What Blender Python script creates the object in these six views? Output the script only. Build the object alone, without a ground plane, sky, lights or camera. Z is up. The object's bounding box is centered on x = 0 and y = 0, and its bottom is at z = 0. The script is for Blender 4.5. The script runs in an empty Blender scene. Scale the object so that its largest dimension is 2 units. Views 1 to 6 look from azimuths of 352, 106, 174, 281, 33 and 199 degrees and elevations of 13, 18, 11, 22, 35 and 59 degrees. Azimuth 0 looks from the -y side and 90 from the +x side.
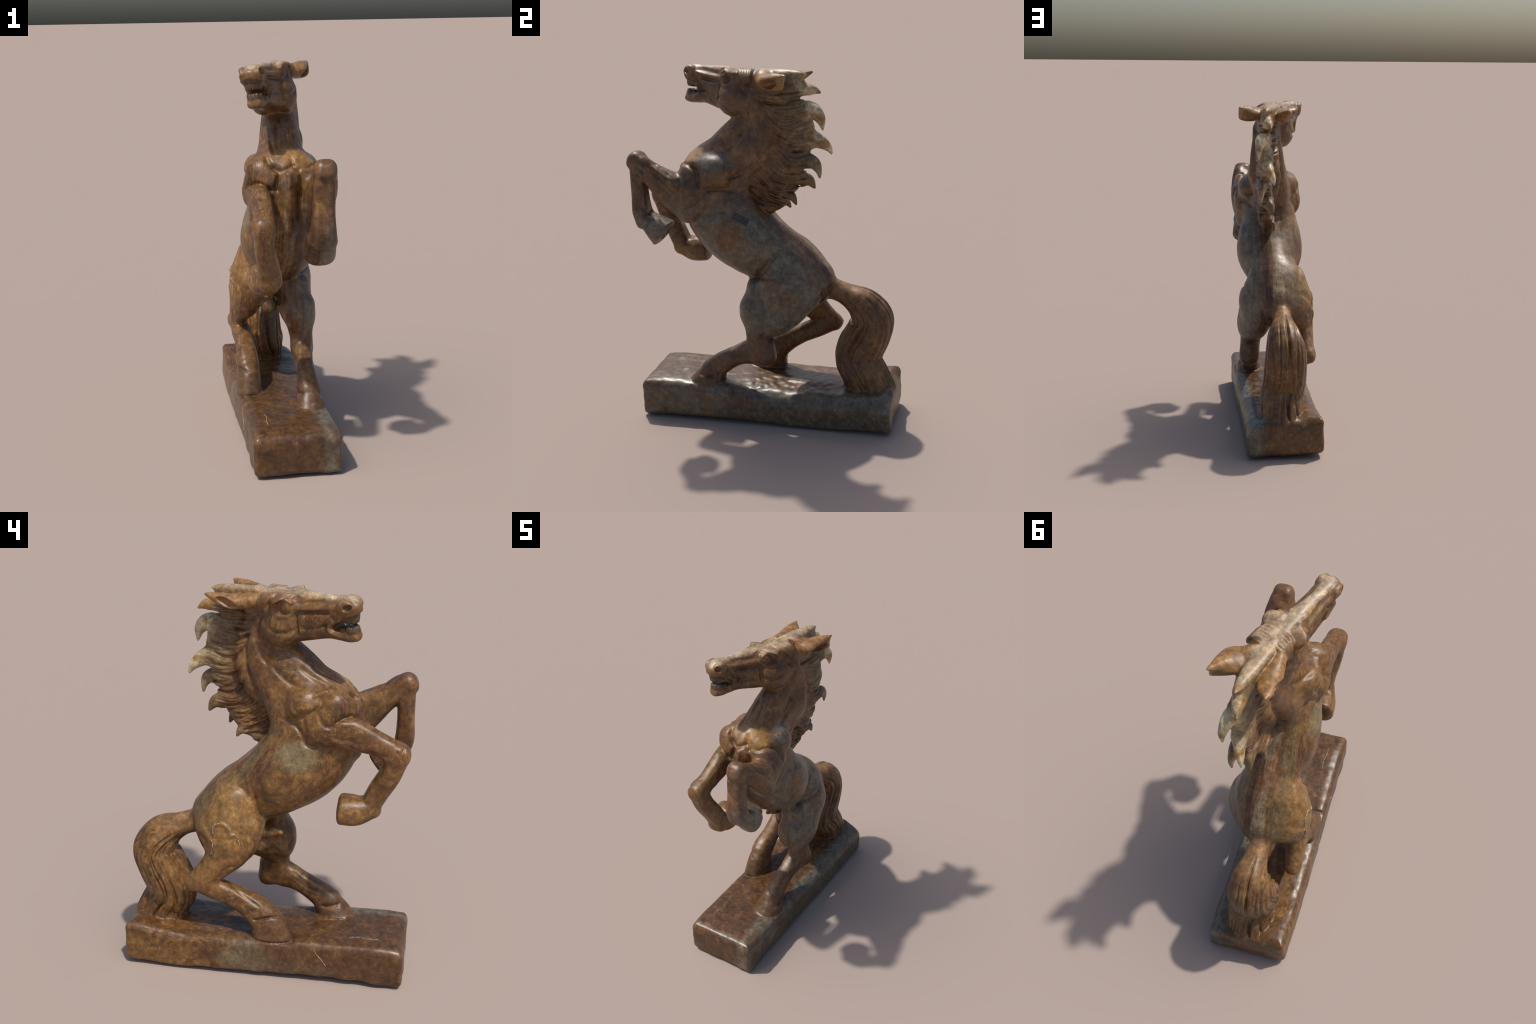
import bpy, math
import numpy as np
from concurrent.futures import ThreadPoolExecutor

H = 0.0043            # size of a cell of the sculpting lattice
rng = np.random.RandomState(7)

# ------------------------------------------------------------------ distance-field sculpting tools
def A(*v):
    return np.array(v, dtype=np.float32)

def unit(v):
    v = np.asarray(v, dtype=np.float64)
    return v / max(np.linalg.norm(v), 1e-9)

def curve(ctrl, n):
    """Catmull-Rom through control rows (any number of columns), resampled evenly by length."""
    c = np.asarray(ctrl, dtype=np.float64)
    if len(c) == 2:
        t = np.linspace(0, 1, n)[:, None]
        return c[0] * (1 - t) + c[1] * t
    e = np.vstack([2 * c[0] - c[1], c, 2 * c[-1] - c[-2]])
    out = []
    for i in range(1, len(e) - 2):
        p0, p1, p2, p3 = e[i - 1], e[i], e[i + 1], e[i + 2]
        t = np.linspace(0, 1, 24, endpoint=False)[:, None]
        out.append(.5 * (2 * p1 + (p2 - p0) * t + (2 * p0 - 5 * p1 + 4 * p2 - p3) * t ** 2 + (3 * p1 - p0 - 3 * p2 + p3) * t ** 3))
    out = np.vstack(out + [e[-2][None]])
    s = np.r_[0, np.cumsum(np.linalg.norm(np.diff(out[:, :3], axis=0), axis=1))]
    w = np.linspace(0, s[-1], n)
    return np.stack([np.interp(w, s, out[:, k]) for k in range(out.shape[1])], 1)

class Tube:
    """A swept body: rows x, y, z, half width along `side`, half depth across it."""
    def __init__(self, rows, side=(1, 0, 0), n=None, cap=(1, 1), p=2.0, strands=None):
        rows = np.asarray(rows, dtype=np.float64)
        if rows.shape[1] == 4:
            rows = np.c_[rows, rows[:, 3]]
        length = np.linalg.norm(np.diff(rows[:, :3], axis=0), axis=1).sum()
        n = n or int(np.clip(length / .012, 6, 90))
        r = curve(rows, n)
        self.q = r[:, :3]
        self.ra = np.maximum(r[:, 3], .002); self.rb = np.maximum(r[:, 4], .002)
        t = np.gradient(self.q, axis=0); self.seg = np.linalg.norm(t, axis=1); t /= self.seg[:, None]
        s = np.asarray(side, dtype=np.float64)[None] - (t @ np.asarray(side, dtype=np.float64))[:, None] * t
        s /= np.linalg.norm(s, axis=1)[:, None]
        self.t, self.s, self.n = t, s, np.cross(t, s)
        self.cap, self.p, self.strands = cap, p, strands
        m = max(self.ra.max(), self.rb.max())
        self.lo = self.q.min(0) - m; self.hi = self.q.max(0) + m
        for k in ("q", "ra", "rb", "t", "s", "n"):
            setattr(self, k, getattr(self, k).astype(np.float32))

    def __call__(self, P):
        q = self.q
        i = np.empty(len(P), dtype=np.int64)
        q2 = (q * q).sum(1)
        for a in range(0, len(P), 60000):
            b = P[a:a + 60000]
            i[a:a + 60000] = np.argmin(q2[None] - 2 * b @ q.T, axis=1)
        u = np.einsum("ij,ij->i", P - q[i], self.t[i])
        first, last = i == 0, i == len(q) - 1
        c = np.where(first, np.minimum(u, 0), np.where(last, np.maximum(u, 0), 0))
        # place between the two cross-sections that hold the point
        j = np.clip(np.where(u >= 0, i, i - 1), 0, len(q) - 2)
        a = np.einsum("ij,ij->i", P - q[j], self.t[j]); b = np.einsum("ij,ij->i", P - q[j + 1], self.t[j + 1])
        w = np.clip(a / np.maximum(a - b, 1e-6), 0, 1)
        mix = lambda x: x[j] * (1 - w)[:, None] + x[j + 1] * w[:, None] if x.ndim == 2 else x[j] * (1 - w) + x[j + 1] * w
        v = P - mix(q)
        a = np.einsum("ij,ij->i", v, mix(self.s)); b = np.einsum("ij,ij->i", v, mix(self.n))
        ra, rb = mix(self.ra), mix(self.rb)
        rc = np.minimum(ra, rb) * np.where(first, self.cap[0], self.cap[1])
        d = ell(a, b, c, ra, rb, np.maximum(rc, .002), self.p)
        if self.strands is not None:
            s = (j + w) / (len(q) - 1)
            d = d + self.strands(np.arctan2(b / rb, a / ra), s)
        return d

def ell(a, b, c, ra, rb, rc, p=2.0):
    a, b, c = np.abs(a) / ra, np.abs(b) / rb, np.abs(c) / rc
    if p == 2.0:
        k = np.sqrt(a * a + b * b + c * c) + 1e-6
        g = np.sqrt((a / ra) ** 2 + (b / rb) ** 2 + (c / rc) ** 2) / k
    else:
        k = (a ** p + b ** p + c ** p) ** (1 / p) + 1e-6
        g = k ** (1 - p) * np.sqrt((a ** (p - 1) / ra) ** 2 + (b ** (p - 1) / rb) ** 2 + (c ** (p - 1) / rc) ** 2)
    m = np.minimum(np.minimum(ra, rb), rc)
    return np.where(k < .2, -m * (1 - k), (k - 1) / np.maximum(g, 1e-3))

class Blob:
    """An ellipsoid with its own axes."""
    def __init__(self, c, r, x=(1, 0, 0), y=(0, 1, 0), p=2.0):
        self.c = A(*c); self.r = r; self.p = p
        x = unit(x); y = unit(np.asarray(y) - np.dot(x, y) * x); z = np.cross(x, y)
        self.m = np.stack([x, y, z]).astype(np.float32)
        self.lo = self.c - max(r); self.hi = self.c + max(r)

    def __call__(self, P):
        v = (P - self.c) @ self.m.T
        r = [np.float32(k) for k in self.r]
        return ell(v[:, 0], v[:, 1], v[:, 2], *r, self.p)

class Box:
    def __init__(self, c, half, r, x=(1, 0, 0), y=(0, 1, 0)):
        self.c = A(*c); self.h = A(*half) - r; self.r = r
        x = unit(x); y = unit(np.asarray(y) - np.dot(x, y) * x); z = np.cross(x, y)
        self.m = np.stack([x, y, z]).astype(np.float32)
        m = np.linalg.norm(half); self.lo = self.c - m; self.hi = self.c + m

    def __call__(self, P):
        q = np.abs((P - self.c) @ self.m.T) - self.h
        return np.linalg.norm(np.maximum(q, 0), axis=1) + np.minimum(q.max(1), 0) - self.r

def smin(a, b, k):
    h = np.maximum(k - np.abs(a - b), 0) / k
    return np.minimum(a, b) - h * h * k * .25

def put(d, P, box, f, k, reach, cut=False):
    """Blend shape f into the running distance d (or carve it out)."""
    m = k + reach
    lo, hi = f.lo - m, f.hi + m
    if (box[0] > hi).any() or (box[1] < lo).any():
        return d
    i = np.nonzero(((P > lo) & (P < hi)).all(1))[0]
    if len(i) == 0:
        return d
    v = f(P[i])
    d[i] = -smin(-d[i], v, k) if cut else smin(d[i], v, k)
    return d

class Line:
    """A groove (depth > 0) or welt (depth < 0) along a line, drawn on the surface along `axis`."""
    def __init__(self, pts, depth, width, axis, keep=.13, fade=True):
        self.ax = unit(axis).astype(np.float32)
        self.q = curve(pts, max(8, len(pts) * 8)).astype(np.float32)
        self.depth, self.width, self.keep = depth, width, keep
        n = len(self.q); s = np.linspace(0, 1, n)
        self.env = (np.minimum(1, np.minimum(s, 1 - s) * 5 + .05) if fade else np.ones(n)).astype(np.float32)
        m = width * 3; self.lo = self.q.min(0) - np.maximum(m, keep * np.abs(self.ax)); self.hi = self.q.max(0) + np.maximum(m, keep * np.abs(self.ax))

    def add(self, d, P, box):
        if (box[0] > self.hi).any() or (box[1] < self.lo).any():
            return d
        i = np.nonzero(np.all((P > self.lo) & (P < self.hi), axis=1) & (np.abs(d) < .06))[0]
        if len(i) == 0:
            return d
        p = P[i]
        flat = lambda x: x - (x @ self.ax)[:, None] * self.ax
        pf, qf = flat(p), flat(self.q)
        D = np.maximum((pf * pf).sum(1)[:, None] - 2 * pf @ qf.T + (qf * qf).sum(1)[None], 0)
        j = D.argmin(1); r = np.sqrt(D[np.arange(len(j)), j])
        along = np.abs((p - self.q[j]) @ self.ax)
        w = np.clip((self.keep - along) / (self.keep * .3), 0, 1)
        d[i] += self.depth * self.env[j] * w * np.exp(-(r / self.width) ** 2)
        return d

def noise3(P, scale, seed=0):
    """Smooth value noise in -1..1."""
    p = P.astype(np.float64) / scale + 101.3 + seed * 17.17
    i = np.floor(p).astype(np.int64); f = p - i; f = f * f * f * (f * (f * 6 - 15) + 10)
    def h(a, b, c):
        v = (a * 73856093) ^ (b * 19349663) ^ (c * 83492791) ^ (seed * 2654435761)
        v = (v ^ (v >> 13)) * 1274126177 & 0x7fffffff
        v = (v ^ (v >> 15)) * 668265263 & 0x7fffffff
        return (v & 0xffff) / 32767.5 - 1
    out = 0
    for a in (0, 1):
        for b in (0, 1):
            for c in (0, 1):
                w = (f[:, 0] if a else 1 - f[:, 0]) * (f[:, 1] if b else 1 - f[:, 1]) * (f[:, 2] if c else 1 - f[:, 2])
                out = out + w * h(i[:, 0] + a, i[:, 1] + b, i[:, 2] + c)
    return out.astype(np.float32)

# ------------------------------------------------------------------ the horse, part by part
X = (1, 0, 0)
PARTS = {}           # name -> list of (shape, blend, carve?)
ORDER = []
def part(name):
    PARTS[name] = []
    ORDER.append(name)
    return lambda f, k=.02, cut=False: PARTS[name].append((f, k, cut))

# ---- torso: rump, loin, barrel, chest
add = part("torso")
add(Tube([(.010, .245, .815, .140, .150), (.016, .099, .939, .135, .167), (.020, -.056, 1.044, .200, .192),
          (.014, -.164, 1.139, .200, .217), (.008, -.235, 1.250, .172, .222), (.004, -.280, 1.370, .148, .178),
          (.004, -.305, 1.440, .122, .125)], X, p=2.1))
add(Blob((.000, .165, .910), (.180, .150, .136), X, (0, .66, -.75), p=2.3), .05)                    # croup
add(Blob((.006, -.300, 1.490), (.140, .090, .090), X), .05)
# breast muscles and keel
add(Blob((-.085, -.345, 1.445), (.085, .092, .095), X), .04)
add(Blob((.095, -.342, 1.445), (.085, .088, .095), X), .04)
add(Tube([(.010, -.385, 1.51, .02), (.012, -.425, 1.44, .034), (.014, -.448, 1.33, .038), (.012, -.430, 1.20, .035)], X), .03)

# ---- neck
add = part("neck")
add(Tube([(.006, -.235, 1.370, .135, .215), (.012, -.165, 1.470, .128, .190), (.026, -.100, 1.570, .110, .165), (.034, -.038, 1.668, .090, .128),
          (.040, .010, 1.750, .076, .088), (.045, .025, 1.840, .072, .098), (.045, .045, 1.920, .064, .075)], X, p=2.4), .03)
# muscle rims that border the mane
add(Tube([(.095, .000, 1.84, .036), (.104, .040, 1.74, .042), (.110, .048, 1.65, .045), (.106, .022, 1.56, .044), (.094, -.030, 1.48, .034)], X), .05)
add(Tube([(.010, .000, 1.84, .036), (.014, .045, 1.74, .042), (-.004, .050, 1.65, .043), (-.014, .014, 1.56, .040), (-.028, -.045, 1.48, .030)], X), .05)
add(Blob((.100, -.020, 1.575), (.052, .075, .110), X, (0, .5, .86)), .05)

# ---- head, in its own frame: forward, to the right, up
YAW, ROLL = math.radians(23), math.radians(8)
HO = np.array([-.015, -.060, 1.998])
HF = np.array([-math.sin(YAW), -math.cos(YAW), 0])
HRh = np.array([math.cos(YAW), -math.sin(YAW), 0])
HR = HRh * math.cos(ROLL) + np.array([0, 0, math.sin(ROLL)])
HU = np.cross(HF, HR)
def hp(f, r, u):
    return tuple(HO + f * HF + r * HR + u * HU)
def hrow(f, r, u, a, b):
    return hp(f, r, u) + (a, b)
add = part("head")
add(Tube([hrow(-.12, 0, -.072, .070, .062), hrow(-.02, 0, -.100, .094, .092), hrow(.07, 0, -.105, .088, .096), hrow(.16, 0, -.100, .064, .100),
          hrow(.25, 0, -.088, .050, .088), hrow(.32, 0, -.068, .048, .069), hrow(.365, 0, -.050, .046, .053), hrow(.400, 0, -.056, .040, .038)], HR, p=2.1, cap=(1, .75)), .03)
for sgn in (-1, 1):
    add(Blob(hp(.030, .066 * sgn, -.175), (.105, .054, .088), HF, HR), .03)                    # jowl
    add(Blob(hp(.060, .076 * sgn, -.040), (.058, .034, .021), HF, HR), .025)                    # brow
    add(Tube([hrow(.12, .060 * sgn, -.066, .016, .014), hrow(.22, .046 * sgn, -.060, .014, .014), hrow(.32, .042 * sgn, -.048, .014, .013)], HR), .010)  # cheek bone
    add(Tube([hrow(.14, .050 * sgn, -.118, .022, .030), hrow(.22, .044 * sgn, -.110, .020, .030), hrow(.295, .042 * sgn, -.100, .014, .026)], HR), .010)  # cheek muscle
    add(Blob(hp(.372, .044 * sgn, -.040), (.044, .020, .034), HF, HR), .012)                   # nostril wing
    add(Blob(hp(.390, .064 * sgn, -.036), (.024, .026, .016), HF + .4 * HU, HR - .3 * sgn * HF), .006, True)   # nostril
    add(Blob(hp(.080, .106 * sgn, -.056), (.056, .024, .038), HF, HR), .010, True)             # eye socket
# lower jaw and chin
add(Tube([hrow(.02, 0, -.200, .076, .060), hrow(.14, 0, -.180, .068, .056), hrow(.26, 0, -.163, .058, .046), hrow(.33, 0, -.174, .047, .036),
          hrow(.375, 0, -.186, .042, .026), hrow(.405, 0, -.184, .036, .022)], HR, p=2.4, cap=(1, .6)), .025)
# open mouth, widening to the front
add(Tube([hrow(.315, 0, -.142, .10, .013), hrow(.345, 0, -.134, .10, .028), hrow(.39, 0, -.124, .10, .042), hrow(.45, 0, -.112, .10, .052)], HR), .008, True)
add = part("teeth")
add(Blob(hp(.368, 0, -.096), (.046, .039, .028), HF, HR, p=3), .004)
add(Blob(hp(.370, 0, -.163), (.046, .036, .023), HF, HR, p=3), .004)
for k in range(6):
    r = (k - 2.5) * .0138
    f = .404 - .026 * abs(r / .0345) ** 2.4
    add(Blob(hp(f, r, -.096), (.013, .0074, .026), HF, HR, p=3), .002)
    add(Blob(hp(f, r * .92, -.156), (.013, .0070, .022), HF, HR, p=3), .002)
add = part("eye")
for sgn in (-1, 1):
    add(Blob(hp(.085, .078 * sgn, -.062), (.030, .020, .028), HF, HR), .003)

# ---- ears: cupped leaves
add = part("ear")
add(Tube([(.070, .032, 1.946, .028, .027), (.100, .062, 1.944, .046, .034), (.140, .098, 1.941, .068, .041), (.182, .138, 1.941, .054, .043), (.207, .170, 1.945, .032, .039), (.222, .190, 1.948, .012, .035)], (.42, -.90, .1), cap=(1, .4)), .02)
add(Tube([(.182, .142, 1.955, .034), (.212, .180, 1.968, .018), (.229, .206, 1.981, .006)], X), .02)
add(Blob((.208, .106, 1.934), (.060, .048, .026), (.38, .90, .26), (.92, -.38, 0)), .008, True)
add(Tube([(-.045, .040, 1.942, .034, .030), (-.043, .100, 1.935, .044, .034), (-.038, .165, 1.930, .056, .036), (-.042, .215, 1.942, .048, .028), (-.050, .252, 1.954, .028, .018), (-.053, .281, 1.963, .006, .007)], (.9, .42, 0)), .02)
add(Blob((-.098, .184, 1.928), (.060, .042, .023), (-.05, .9, .38), (1, 0, .2)), .008, True)

# ---- mane: one carved mass with hooked locks along its edge
add = part("mane")
PLATE = [(.072, .065, 1.900), (.080, .150, 1.800), (.082, .190, 1.690), (.082, .190, 1.580), (.080, .165, 1.480), (.072, .115, 1.385), (.058, .070, 1.305), (.045, .04, 1.255)]
WID = [.07, .125, .128, .115, .105, .100, .08, .05]
THK = [.035, .046, .050, .050, .050, .050, .044, .035]
add(Tube([q + (t, w) for q, t, w in zip(PLATE, THK, WID)], X, p=2.5), .02)
add(Tube([(.05, .070, 1.84, .058, .045), (.052, .112, 1.74, .064, .050), (.050, .122, 1.65, .068, .050), (.044, .100, 1.55, .070, .050), (.040, .045, 1.46, .058, .050), (.034, .005, 1.38, .042, .040)], X), .03)
LOCKS = [
    [(.075, .16, 1.885, .036, .04), (.072, .245, 1.885, .032, .034), (.066, .31, 1.888, .022, .022), (.059, .346, 1.873, .006, .006)],
    [(.090, .18, 1.78, .040, .05), (.100, .265, 1.790, .038, .045), (.118, .325, 1.785, .028, .036), (.129, .362, 1.745, .017, .022), (.130, .372, 1.693, .004, .005)],
    [(.080, .19, 1.65, .040, .05), (.078, .275, 1.635, .038, .046), (.066, .335, 1.620, .026, .034), (.050, .380, 1.583, .015, .018), (.043, .397, 1.549, .004, .005)],
    [(.090, .18, 1.53, .040, .05), (.100, .26, 1.525, .036, .042), (.110, .315, 1.512, .022, .030), (.114, .340, 1.475, .013, .016), (.112, .345, 1.435, .004, .005)],
    [(.070, .15, 1.44, .040, .05), (.062, .23, 1.415, .034, .040), (.050, .275, 1.400, .022, .026), (.043, .300, 1.362, .005, .006)],
    [(.080, .09, 1.38, .040, .05), (.092, .15, 1.345, .030, .034), (.102, .190, 1.325, .017, .020), (.103, .211, 1.284, .005, .006)],
    [(.050, .05, 1.32, .036, .05), (.035, .11, 1.285, .026, .030), (.020, .140, 1.270, .015, .017), (.017, .155, 1.245, .005, .006)],
]
for L in LOCKS:
    add(Tube([(x, y, z, a * 1.10 + .001, b * 1.16 + .001) for x, y, z, a, b in L], X), .018)
add(Tube([(.075, .06, 1.50, .050, .07), (.062, .00, 1.42, .046, .07), (.048, -.02, 1.345, .042, .06), (.04, .01, 1.28, .04, .04)], X), .03)
# forelock: ridge from the brow over the poll, and tufts in front of the ears
add(Tube([(.00, -.02, 1.970, .03, .02), (.015, .06, 1.970, .034, .022), (.045, .15, 1.970, .034, .024), (.070, .235, 1.968, .024, .020), (.080, .282, 1.967, .006, .006)], X), .015)
add(Tube([(.04, .06, 1.93, .05, .04), (.06, .16, 1.925, .05, .045), (.075, .24, 1.925, .03, .03)], X), .03)
for k in range(5):
    a = .012 - .0185 * k
    add(Tube([hrow(a, -.020, -.020, .007, .008), hrow(a - .002, -.058, -.018, .0095, .012), hrow(-.018 - .013 * k, -.088, -.046, .0095, .014), hrow(-.028 - .008 * k, -.094, -.088 + .004 * k, .004, .006)], HF), .003)
    add(Tube([hrow(a - .004, .020, -.020, .007, .008), hrow(a - .014, .060, -.020, .0095, .012), hrow(-.036 - .014 * k, .088, -.050, .0095, .014), hrow(-.066 - .008 * k, .094, -.092 + .004 * k, .004, .006)], HF), .003)

# ---- fore limbs
def knee(c, half, up):
    add(Blob(c, half, X, up, p=3.2), .012)
add = part("forelimb_right")
add(Blob((.130, -.325, 1.380), (.088, .095, .135), X, (0, .8, .5)), .04)                        # upper arm
add(Blob((.124, -.235, 1.450), (.082, .120, .100), X, (0, 1, .1)), .045)                        # point of the shoulder
add(Tube([(.142, -.360, 1.295, .080, .125), (.162, -.470, 1.368, .074, .094), (.160, -.575, 1.444, .066, .060), (.150, -.650, 1.503, .054, .048), (.148, -.664, 1.520, .050, .045)], X, p=2.7), .03)
add(Tube([(.147, -.664, 1.518, .050, .044), (.143, -.664, 1.440, .053, .043), (.140, -.666, 1.330, .054, .043), (.138, -.664, 1.240, .062, .048), (.137, -.648, 1.184, .073, .048)], X, p=2.9), .014)
add(Tube([(.180, -.44, 1.400, .030), (.184, -.53, 1.458, .030), (.178, -.62, 1.520, .026)], X), .03)
add(Tube([(.136, -.640, 1.188, .072, .042), (.139, -.600, 1.154, .075, .062), (.142, -.546, 1.111, .081, .083)], X, cap=(1, .25), p=2.5), .008)
add(Blob((.142, -.508, 1.096), (.052, .022, .054), X, (0, .92, -.39)), .010, True)
add(Blob((.142, -.585, 1.232), (.080, .034, .012), X, (0, 1, -.15)), .010, True)
knee((.148, -.668, 1.512), (.050, .046, .050), (0, .83, -.55))
add = part("forelimb_left")
add(Blob((-.112, -.345, 1.480), (.070, .068, .066), X), .035)
add(Blob((-.104, -.205, 1.465), (.072, .090, .085), X), .045)
add(Blob((-.112, -.285, 1.375), (.082, .095, .115), X, (0, .8, .5)), .04)
add(Tube([(-.122, -.310, 1.375, .066, .100), (-.126, -.450, 1.335, .054, .076), (-.130, -.560, 1.295, .049, .058), (-.142, -.645, 1.262, .049, .052)], X, p=2.6), .03)
add(Tube([(-.144, -.652, 1.250, .049, .054), (-.136, -.615, 1.150, .049, .054), (-.114, -.568, 1.060, .053, .053), (-.102, -.536, .995, .058, .050)], X, p=2.9), .03)
add(Tube([(-.104, -.526, .962, .064, .054), (-.113, -.460, .945, .078, .072), (-.116, -.390, .948, .083, .073)], X, cap=(1, .35), p=2.4), .008)

add(Blob((-.115, -.343, .952), (.052, .016, .046), X, (0, .94, .35)), .012, True)
add(Blob((-.112, -.474, 1.026), (.080, .014, .020), X), .008, True)

knee((-.144, -.650, 1.245), (.047, .050, .046), (0, .9, -.44))

# ---- hind limbs
add = part("hindlimb_right")
add(Blob((.118, .140, .800), (.112, .150, .150), X), .03)
add(Tube([(.095, .190, .795, .090, .145), (.120, .102, .708, .098, .148), (.142, .020, .620, .092, .125), (.144, -.018, .535, .066, .076), (.152, .000, .470, .060, .074), (.157, .020, .420, .055, .052)], X, p=2.1), .03)
add(Blob((.128, -.055, .690), (.088, .068, .090), X), .03)
add(Blob((.105, -.080, .640), (.060, .048, .080), X), .04)
add(Blob((.110, -.020, .800), (.085, .065, .075), X), .04)
add(Blob((.157, .030, .398), (.038, .036, .040), X, p=3), .02)
add(Tube([(.157, .010, .420, .056, .054), (.146, -.065, .427, .052, .070), (.138, -.155, .394, .049, .056), (.134, -.245, .342, .052, .062), (.133, -.298, .290, .060, .076)], X, p=2.7), .03)
add(Tube([(.133, -.300, .285, .056, .074), (.132, -.328, .238, .076, .088), (.125, -.355, .185, .084, .102)], X, cap=(1, .4), p=2.3), .008)
add(Blob((.138, -.214, .262), (.080, .024, .026), X), .012, True)
add = part("hindlimb_left")
add(Blob((-.102, .175, .805), (.114, .150, .150), X), .03)
add(Tube([(-.095, .215, .800, .105, .140), (-.122, .185, .720, .100, .125), (-.132, .170, .660, .075, .085)], X, p=2.1), .03)
add(Tube([(-.128, .145, .710, .085, .100), (-.148, .205, .640, .072, .088), (-.163, .270, .568, .053, .069), (-.174, .345, .512, .039, .046)], X, p=2.1), .03)
add(Blob((-.175, .358, .508), (.036, .036, .032), X, (0, .8, -.6), p=3), .015)
add(Blob((-.108, .096, .740), (.092, .080, .090), X), .03)
add(Blob((-.085, .046, .820), (.075, .050, .070), X), .04)
add(Tube([(-.172, .335, .505, .038, .046), (-.158, .260, .478, .050, .054), (-.150, .170, .441, .051, .054), (-.147, .100, .406, .053, .060), (-.149, .040, .371, .061, .071), (-.150, .002, .338, .061, .078)], X, p=2.7), .025)
add(Tube([(-.149, .005, .332, .058, .076), (-.150, -.028, .285, .065, .094), (-.152, -.056, .205, .068, .110)], X, cap=(1, .4), p=2.3), .008)

add(Blob((-.150, .088, .284), (.080, .026, .026), X), .012, True)

# ---- belly fittings of a stallion
add = part("sheath")
add(Tube([(-.02, .060, .735, .036), (-.030, -.010, .752, .034), (-.040, -.052, .764, .026), (-.045, -.076, .762, .015)], X), .012)
add(Blob((-.018, .042, .672), (.042, .040, .046)), .016)

# ---- tail
NG = 24
g_at = np.linspace(-math.pi, math.pi, NG, endpoint=False) + rng.uniform(-.09, .09, NG)
g_dp = rng.uniform(.005, .015, NG); g_w = rng.uniform(.045, .085, NG)
g_ph = rng.uniform(0, 6, NG); g_s = rng.uniform(.1, .32, NG)
def tail_strands(th, s):
    out = np.zeros_like(th)
    for a, dp, w, ph, s0 in zip(g_at, g_dp, g_w, g_ph, g_s):
        x = th - a - .13 * np.sin(5 * s + ph) + .05 * np.sin(12 * s + 2 * ph)
        x = (x + math.pi) % (2 * math.pi) - math.pi
        out += dp * np.exp(-(x / w) ** 2) * np.clip((s - s0) * 6, 0, 1)
    return out - .004 * np.clip(s * 4 - 1, 0, 1)
add = part("tail")
add(Tube([(-0.010, 0.345, 0.785, 0.048, 0.062), (-0.006, 0.450, 0.747, 0.060, 0.062), (-0.002, 0.544, 0.692, 0.096, 0.096), (-0.008, 0.594, 0.608, 0.116, 0.116), (-0.010, 0.572, 0.522, 0.121, 0.124), (-0.010, 0.528, 0.430, 0.123, 0.130), (-0.002, 0.518, 0.360, 0.121, 0.132), (0.016, 0.546, 0.300, 0.118, 0.128), (0.011, 0.592, 0.190, 0.118, 0.136)], (1, -.32, 0), strands=tail_strands, p=2.1), .012)

# ---- base slab
class Slab:
    lo, hi = A(-.26, -.78, -.03), A(.26, .78, .27)
    def __call__(self, P):
        x, y, z = P[:, 0], P[:, 1], P[:, 2]
        top = np.interp(y, [-.73, -.6, -.4, -.1, .15, .4, .6, .72], [.228, .238, .236, .226, .214, .213, .224, .240]).astype(np.float32)
        edge = np.minimum(.222 - np.abs(x), .730 - np.abs(y))
        top = top - .018 * np.clip(1 - edge / .06, 0, 1) ** 2 - .10 * np.clip(x - .04, 0, 1) * np.clip(1.2 - np.abs(y - .1) / .5, 0, 1) - .045 * np.clip((x - .10) * 9, 0, 1) * np.clip((y - .57) * 7, 0, 1)
        top = top + .016 * np.clip(-(x + .05) * 12, 0, 1) * np.clip((y - .45) * 6, 0, 1) - .045 * np.exp(-((x + .13) / .055) ** 2 - ((y - .735) / .035) ** 2)
        bot = .022 + .008 * noise3(P * A(1, 1, 0), .16, 5) - .02 * x - .006 * np.sin(6 * y)
        rough = np.clip((x + .08) * 8, 0, 1) * np.clip(1.5 - np.abs(y + .02) / .3, 0, 1)
        n = .0034 * noise3(P, .075, 3) + (.0010 + .0022 * rough) * noise3(P, .030, 4)
        cz, hz = (top + bot) / 2, (top - bot) / 2
        top = top - .022 * np.clip((x - .15) * 14, 0, 1) ** 2 * np.clip((y + .25) * 4, 0, 1)
        cz, hz = (top + bot) / 2, (top - bot) / 2
        r = .025
        bulge = .007 * np.clip(-x * 9, 0, 1) * np.clip(1 - np.abs(y - .25) / .6, 0, 1)
        q = np.stack([np.abs(x - .003) - (.222 - r) - bulge, np.abs(y - .000) - (.726 - r), np.abs(z - cz) - (hz - r)], 1)
        return np.linalg.norm(np.maximum(q, 0), axis=1) + np.minimum(q.max(1), 0) - r + n
add = part("base")
add(Slab(), .012)

# blend of each part into the whole
JOIN = dict(torso=.02, neck=.05, head=.022, teeth=.004, eye=.003, ear=.02, mane=.012, forelimb_right=.03, forelimb_left=.03,
            hindlimb_right=.03, hindlimb_left=.03, sheath=.02, tail=.022, base=.010)

LINES = []
DEEP = 1.20           # how far the muscle lines are cut
def line(pts, depth, width, axis=X, **kw):
    LINES.append(Line(pts, depth * DEEP, width * (.92 if DEEP > 1 else 1), axis, **kw))

# carved muscle lines; each cuts along the direction named by VIEW
VIEW = {1: (-.13, -.96, .23), 2: (.91, .26, .31), 4: (-.91, -.18, .37), 5: (.45, -.68, .58)}
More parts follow.
